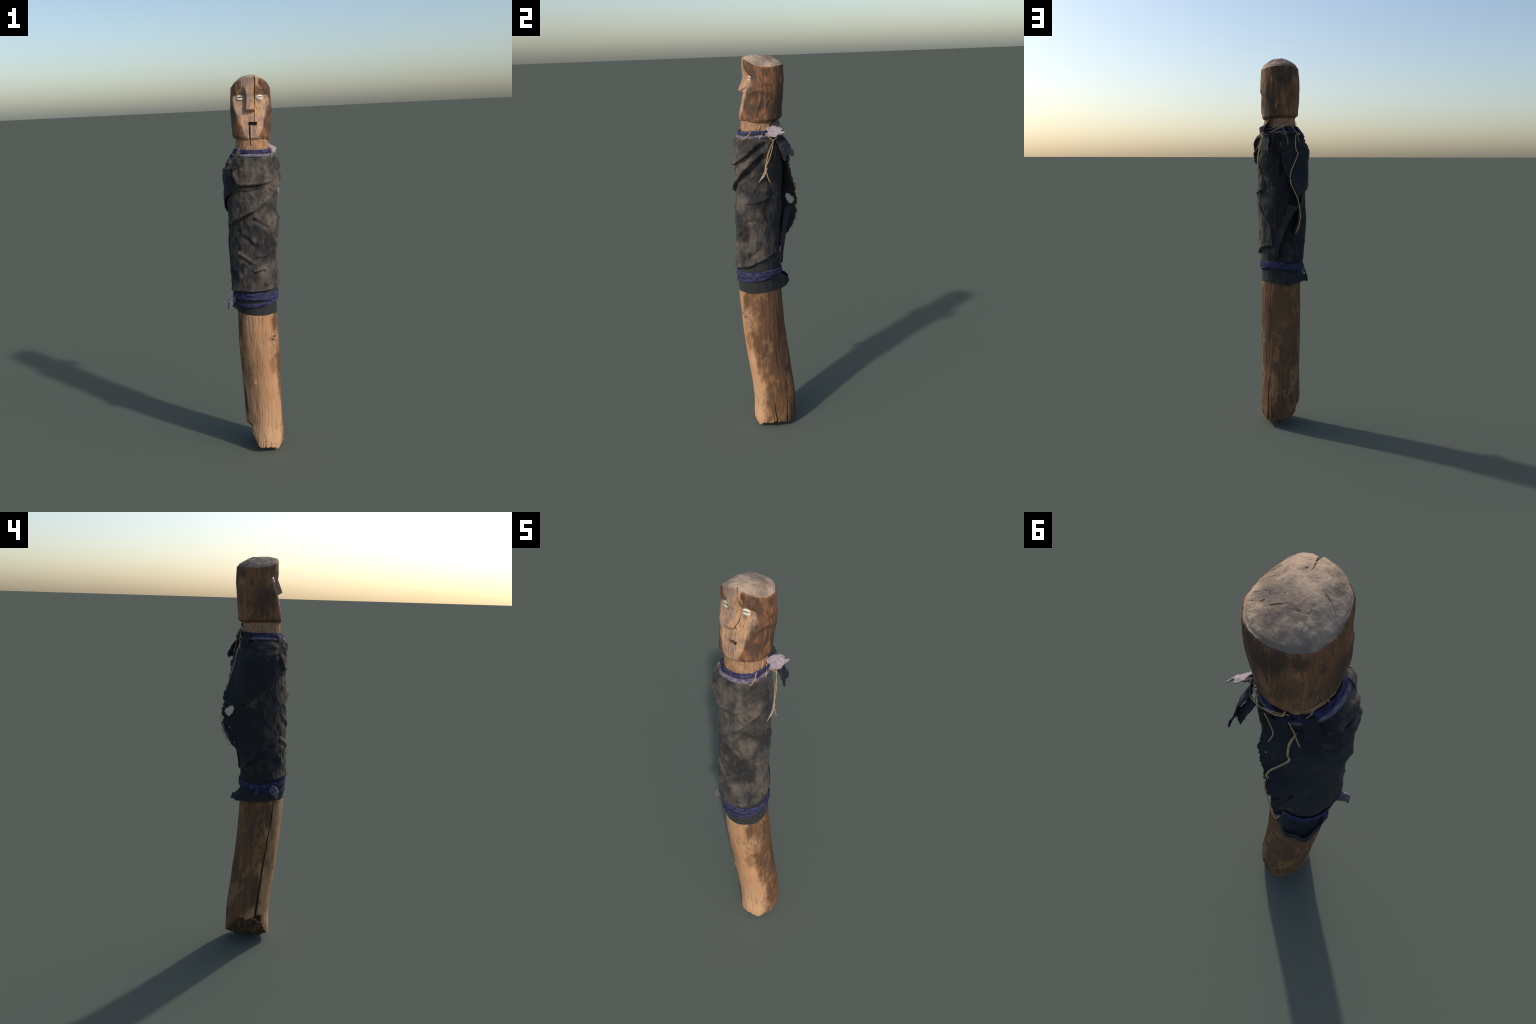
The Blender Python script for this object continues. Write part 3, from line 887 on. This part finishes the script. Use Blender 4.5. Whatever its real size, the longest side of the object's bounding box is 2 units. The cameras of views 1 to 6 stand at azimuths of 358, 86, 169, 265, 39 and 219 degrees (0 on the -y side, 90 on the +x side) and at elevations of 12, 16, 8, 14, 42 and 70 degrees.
def build_sheet(name, a0, edge, ztop, zhem, off_base, power, start, seed, nu=170, nv=150):
    """loose sheet: leaves the body after angle `start` (going left round to the back) and
    reaches its free edge; edge = (height, angle, distance from the axis);
    power = (height, exponent): high hugs the body longer before standing off"""
    U = np.linspace(0, 1, nu)[None]
    Vv = np.linspace(0, 1, nv)[:, None]
    # iterate: height depends on angle, edge angle on height
    Z = np.full((nv, nu), 1.4)
    for _ in range(4):
        ae = lin(edge, Z, 1)
        A = a0 + (ae - a0) * U
        zt, zh = lin(ztop[::-1], A), lin(zhem[::-1], A)
        jag = .006 * fbm(np.stack([A * .14 + seed, A * 0, A * 0 + seed], -1), 4)
        Z = zt + (zh + jag - zt) * Vv
    th = np.radians(A)
    cx, cy, R = body_radius(th, Z)
    er = lin(edge, Z, 2)
    re = body_radius(np.radians(ae), Z)[2]
    out = np.clip((A - start) / (ae - start + 1e-9), 0, 1)
    off = off_base * smooth(a0, a0 - 25, A) * smooth(0, .25, Vv) * (1 - .5 * smooth(-110, -150, A))
    tear = .010 * np.clip(fbm(np.stack([Z * 38 + seed, Z * 0, Z * 0], -1), 4), -.3, 1) * smooth(.93, 1, U)
    R = R + off + (er - re - off) * out ** lin(power, Z) - tear
    R = R + .0055 * fbm(np.stack([A * .035 + seed + Z * 3, Z * 7, A * 0], -1), 3) * smooth(0, .2, Vv)
    P = np.stack([cx + R * np.sin(th), cy - R * np.cos(th), Z], -1)
    C = (P[:-1, :-1] + P[1:, 1:]) / 2
    wob = .002 * fbm(C * 70, 2)
    keep = ~(inside(HOLE, C[..., 1] + wob, C[..., 2] + wob) & (C[..., 1] > .08))
    small = fbm(C * [60, 60, 45] + seed, 2)
    rim = (np.linspace(0, 1, nu - 1)[None] > .90) & (small > .75)
    keep &= ~rim
    thick_sheet(name, P, keep, .0028, [CLOTH_BACK])

build_sheet('cloth_flap', -48,
            [(1.26, -167, .206), (1.29, -168, .206), (1.35, -174, .190), (1.40, -183, .164), (1.45, -189, .151), (1.50, -190, .149), (1.56, -190, .134), (1.60, -190, .112)],
            [(-40, 1.52), (-60, 1.545), (-90, 1.56), (-120, 1.575), (-160, 1.590), (-200, 1.590)],
            [(-40, 1.446), (-60, 1.425), (-75, 1.405), (-103, 1.345), (-125, 1.308), (-140, 1.295), (-171, 1.285), (-200, 1.285)],
            .012, [(1.28, 1.7), (1.34, 2.0), (1.42, 3.6), (1.6, 3.6)], -118, 2.0)
# tented piece running from the string down to the band, right of the gap
ribbon('cloth_flap', [(-.056, .152, 1.222), (-.040, .132, 1.19), (-.014, .112, 1.14), (.008, .098, 1.08), (.033, .080, 1.0), (.044, .072, .93)],
       [(-.010, .098, 1.232), (.006, .088, 1.19), (.028, .076, 1.12), (.044, .067, 1.06), (.060, .058, .99), (.064, .054, .92)], CLOTH_BACK, .003, .001, 51.0, 120, 30)
build_sheet('cloth_flap', -95,
            [(.93, -160, .118), (1.0, -162, .122), (1.05, -166, .140), (1.095, -168, .176), (1.15, -167, .206), (1.20, -166, .216), (1.26, -167, .214), (1.31, -168, .205)],
            [(-90, 1.27), (-120, 1.285), (-145, 1.296), (-160, 1.290), (-200, 1.290)],
            [(-90, 1.10), (-120, 1.02), (-140, .98), (-160, .95), (-200, .95)],
            .004, [(.9, 4.2), (1.2, 4.0), (1.25, 2.6), (1.30, 1.9)], -112, 5.0)

# ---- indigo bands
def band(name, keys, width, thick, lift, mat, seed, parent=None):
    """strip wound round the body; keys = (angle, height)"""
    n = 420
    a = np.linspace(-180, 180, n, endpoint=False)
    k = sorted([((x + 180) % 360 - 180, z) for x, z in keys])
    k = [(k[-1][0] - 360, k[-1][1])] + k + [(k[0][0] + 360, k[0][1])]
    z = spline(k, a) + .0014 * noise(np.stack([a * .06 + seed, a * 0, a * 0], -1))
    sides = 28
    q = np.arange(sides) * 2 * PI / sides
    A = np.broadcast_to(np.radians(a)[:, None], (n, sides))
    ww = width * (1 + .28 * noise(np.stack([a * .035 + seed, a * 0 + 2, a * 0], -1)))
    Z = z[:, None] + ww[:, None] / 2 * np.sin(q)
    cx, cy, R = body_radius(A, Z)
    pleat = .0022 * noise(np.stack([A * 1.3 + seed, np.broadcast_to(np.sin(q) * 3.0, A.shape) + A * .8, A * 0 + seed], -1))
    R = R + lift + thick * np.cos(q) * np.abs(np.cos(q)) ** .3 + pleat * (np.cos(q) > 0)
    V = np.stack([cx + R * np.sin(A), cy - R * np.cos(A), Z], -1).reshape(-1, 3)
    F = tube_faces(n, sides)
    i, j = (n - 1) * sides + np.arange(sides), np.arange(sides)
    F = np.vstack([F, np.stack([i, np.roll(i, -1), np.roll(j, -1), j], 1)])
    return make_mesh(name, V, F[:, ::-1], [mat], parent=parent)

band('blue_band', [(-170, .893), (-107, .886), (-68, .899), (-20, .909), (18, .909), (35, .903), (70, .901), (104, .907), (155, .907), (-160, .898)], .023, .004, .002, BLUE, 1.0)
band('blue_band', [(-150, .880), (-107, .882), (-58, .887), (-18, .889), (17, .889), (70, .885), (100, .896), (150, .893), (-165, .884)], .019, .004, .003, BLUE, 4.0)
band('blue_band', [(-107, .880), (-80, .858), (-35, .851), (-9, .853), (26, .862), (68, .871), (94, .876), (124, .889), (158, .889), (-160, .880)], .021, .004, .0015, BLUE, 7.0)
band('collar_band', [(-170, 1.628), (-92, 1.634), (-11, 1.630), (21, 1.628), (68, 1.630), (110, 1.632), (150, 1.630)], .019, .0055, .004, BLUE, 11.0)
band('collar_band', [(-170, 1.614), (-92, 1.618), (-45, 1.614), (-3, 1.612), (40, 1.610), (90, 1.612), (140, 1.612)], .014, .005, .004, BLUE_PALE, 14.0)

# tails of the lower knot, left side
ribbon('band_tail', [(-.098, -.085, .900), (-.120, -.098, .896), (-.136, -.110, .886), (-.146, -.120, .870)],
       [(-.106, -.076, .868), (-.124, -.088, .850), (-.140, -.102, .838), (-.150, -.110, .826)], BLUE_PALE, .010, .001, 3.0)
ribbon('band_tail', [(-.110, -.010, .886), (-.124, .0, .868), (-.128, .012, .845), (-.128, .018, .828)],
       [(-.118, -.035, .882), (-.128, -.022, .862), (-.130, -.012, .845), (-.127, -.002, .832)], BLUE, .003, .003, 6.0)
# lilac scrap and black tatters at the right of the neck
ribbon('cloth_scrap', [(.086, .008, 1.654), (.093, .034, 1.663), (.103, .060, 1.660), (.112, .080, 1.650)],
       [(.114, .004, 1.624), (.128, .028, 1.608), (.138, .056, 1.613), (.148, .096, 1.630)], LILAC, .003, .011, 12.0, curl=.006, tear=.5)
ribbon('cloth_scrap', [(.078, .010, 1.674), (.080, .034, 1.684), (.076, .056, 1.690), (.080, .074, 1.682)],
       [(.092, .004, 1.630), (.102, .030, 1.634), (.100, .055, 1.646), (.098, .072, 1.660)], CLOTH_BACK, .003, .007, 15.0)
ribbon('cloth_scrap', [(.086, .070, 1.618), (.096, .106, 1.592), (.102, .130, 1.556), (.102, .150, 1.518)],
       [(.108, .040, 1.606), (.114, .056, 1.572), (.120, .068, 1.538), (.125, .084, 1.486)], BLUE_BLACK, .003, .008, 21.0, curl=.008, tear=.6)
ribbon('cloth_scrap', [(.060, .086, 1.612), (.066, .108, 1.588), (.074, .118, 1.560), (.084, .124, 1.535)],
       [(.086, .072, 1.606), (.096, .092, 1.576), (.102, .100, 1.548), (.108, .104, 1.512)], CLOTH_BACK, .003, .006, 25.0)
# crumpled pieces poking out round the back and left of the neck
ribbon('cloth_scrap', [(-.050, .062, 1.648), (-.060, .070, 1.632), (-.070, .076, 1.610), (-.078, .078, 1.590)],
       [(-.076, .030, 1.640), (-.088, .038, 1.622), (-.100, .045, 1.604), (-.112, .048, 1.584)], CLOTH_BACK, .003, .006, 28.0)
ribbon('cloth_scrap', [(.015, .074, 1.645), (.004, .088, 1.640), (-.006, .096, 1.630), (-.012, .106, 1.622)],
       [(-.030, .068, 1.646), (-.034, .080, 1.632), (-.038, .088, 1.616), (-.040, .092, 1.598)], CLOTH_BACK, .003, .008, 31.0)
ribbon('cloth_scrap', [(-.066, -.094, 1.632), (-.076, -.096, 1.622), (-.084, -.098, 1.606), (-.088, -.100, 1.590)],
       [(-.046, -.112, 1.630), (-.054, -.122, 1.620), (-.062, -.128, 1.606), (-.070, -.130, 1.592)], CLOTH, .003, .004, 34.0)

# ---- straw strings
STRINGS = [  # width, control points
    (.0062, [(-.054, .080, 1.606), (-.048, .094, 1.570), (-.047, .100, 1.540), (-.050, .106, 1.515), (-.057, .110, 1.500), (-.036, .122, 1.450), (-.013, .135, 1.399), (-.012, .150, 1.352),
             (-.029, .163, 1.305), (-.047, .171, 1.255), (-.058, .170, 1.190), (-.060, .166, 1.165), (-.057, .155, 1.135), (-.052, .138, 1.099), (-.044, .122, 1.080)]),
    (.0050, [(-.020, .080, 1.678), (-.014, .086, 1.657), (.018, .090, 1.641), (.056, .088, 1.626), (.090, .072, 1.608), (.116, .040, 1.594)]),
    (.0032, [(-.030, .076, 1.664), (.010, .088, 1.650), (.048, .090, 1.632), (.098, .066, 1.598)]),
    (.0062, [(.118, .040, 1.594), (.128, .026, 1.565), (.134, .011, 1.532), (.137, -.001, 1.490), (.138, -.008, 1.455), (.136, -.020, 1.425), (.130, -.040, 1.390)]),
    (.0045, [(.116, .040, 1.590), (.130, .026, 1.535), (.136, .006, 1.488), (.139, -.006, 1.455), (.140, .002, 1.420), (.138, .014, 1.386)]),
    (.0040, [(.118, .062, 1.619), (.119, .050, 1.604), (.118, .038, 1.590), (.126, .030, 1.560)]),
    (.0050, [(.108, -.003, 1.628), (.116, .012, 1.614), (.121, .028, 1.600), (.118, .040, 1.588)]),
    (.0048, [(.102, -.068, 1.640), (.108, -.085, 1.620), (.108, -.102, 1.606), (.102, -.116, 1.600)]),
    (.0045, [(.100, .006, 1.646), (.106, -.012, 1.638), (.107, -.030, 1.630)]),
    (.0040, [(.094, -.095, 1.645), (.100, -.075, 1.646), (.1015, -.045, 1.643)]),
    (.0040, [(.110, -.012, 1.630), (.117, -.022, 1.615), (.118, -.034, 1.600)]),
    (.0036, [(.098, -.020, 1.668), (.102, -.030, 1.650), (.104, -.040, 1.634)]),
    (.0030, [(.060, .076, 1.640), (.085, .064, 1.630), (.104, .030, 1.628)]),
    (.0036, [(-.066, -.004, 1.668), (-.070, -.012, 1.650), (-.073, -.016, 1.636)]),
    (.0030, [(-.058, .036, 1.672), (-.063, .040, 1.655), (-.052, .062, 1.640)]),
    (.0035, [(-.030, .082, 1.640), (-.050, .086, 1.620), (-.064, .088, 1.585), (-.070, .086, 1.56)]),
    (.0030, [(.026, .098, 1.640), (.006, .100, 1.600), (-.004, .104, 1.57), (.0, .118, 1.545)]),
    (.0032, [(-.052, -.113, 1.648), (-.056, -.118, 1.640), (-.060, -.117, 1.632)]),
]
for i, (w, pts) in enumerate(STRINGS):
    n = 14 * len(pts)
    p = path_points(pts, n)
    s = np.linspace(0, 1, n)
    p = p + .0010 * np.stack([noise(np.stack([s * 7 + i, s * 0 + k, s * 0], -1)) for k in (1.3, 4.7, 8.1)], -1)
    sweep('straw_string', p, w, .0026, [STRAW], seed=i * 3.1)
# pale ragged strip clinging to the hanging straw
ribbon('cloth_shred', [(.1365, -.004, 1.462), (.138, -.012, 1.440), (.136, -.022, 1.420), (.132, -.034, 1.398)],
       [(.1385, .004, 1.460), (.141, -.002, 1.442), (.139, -.010, 1.424), (.136, -.018, 1.410)], LILAC, .002, .006, 41.0, 30, 14)
ribbon('cloth_shred', [(-.058, .172, 1.20), (-.056, .160, 1.165), (-.050, .142, 1.13), (-.046, .126, 1.098)],
       [(-.066, .158, 1.195), (-.066, .146, 1.162), (-.062, .130, 1.13), (-.058, .112, 1.10)], BLUE_PALE, .002, .006, 44.0, 30, 14)
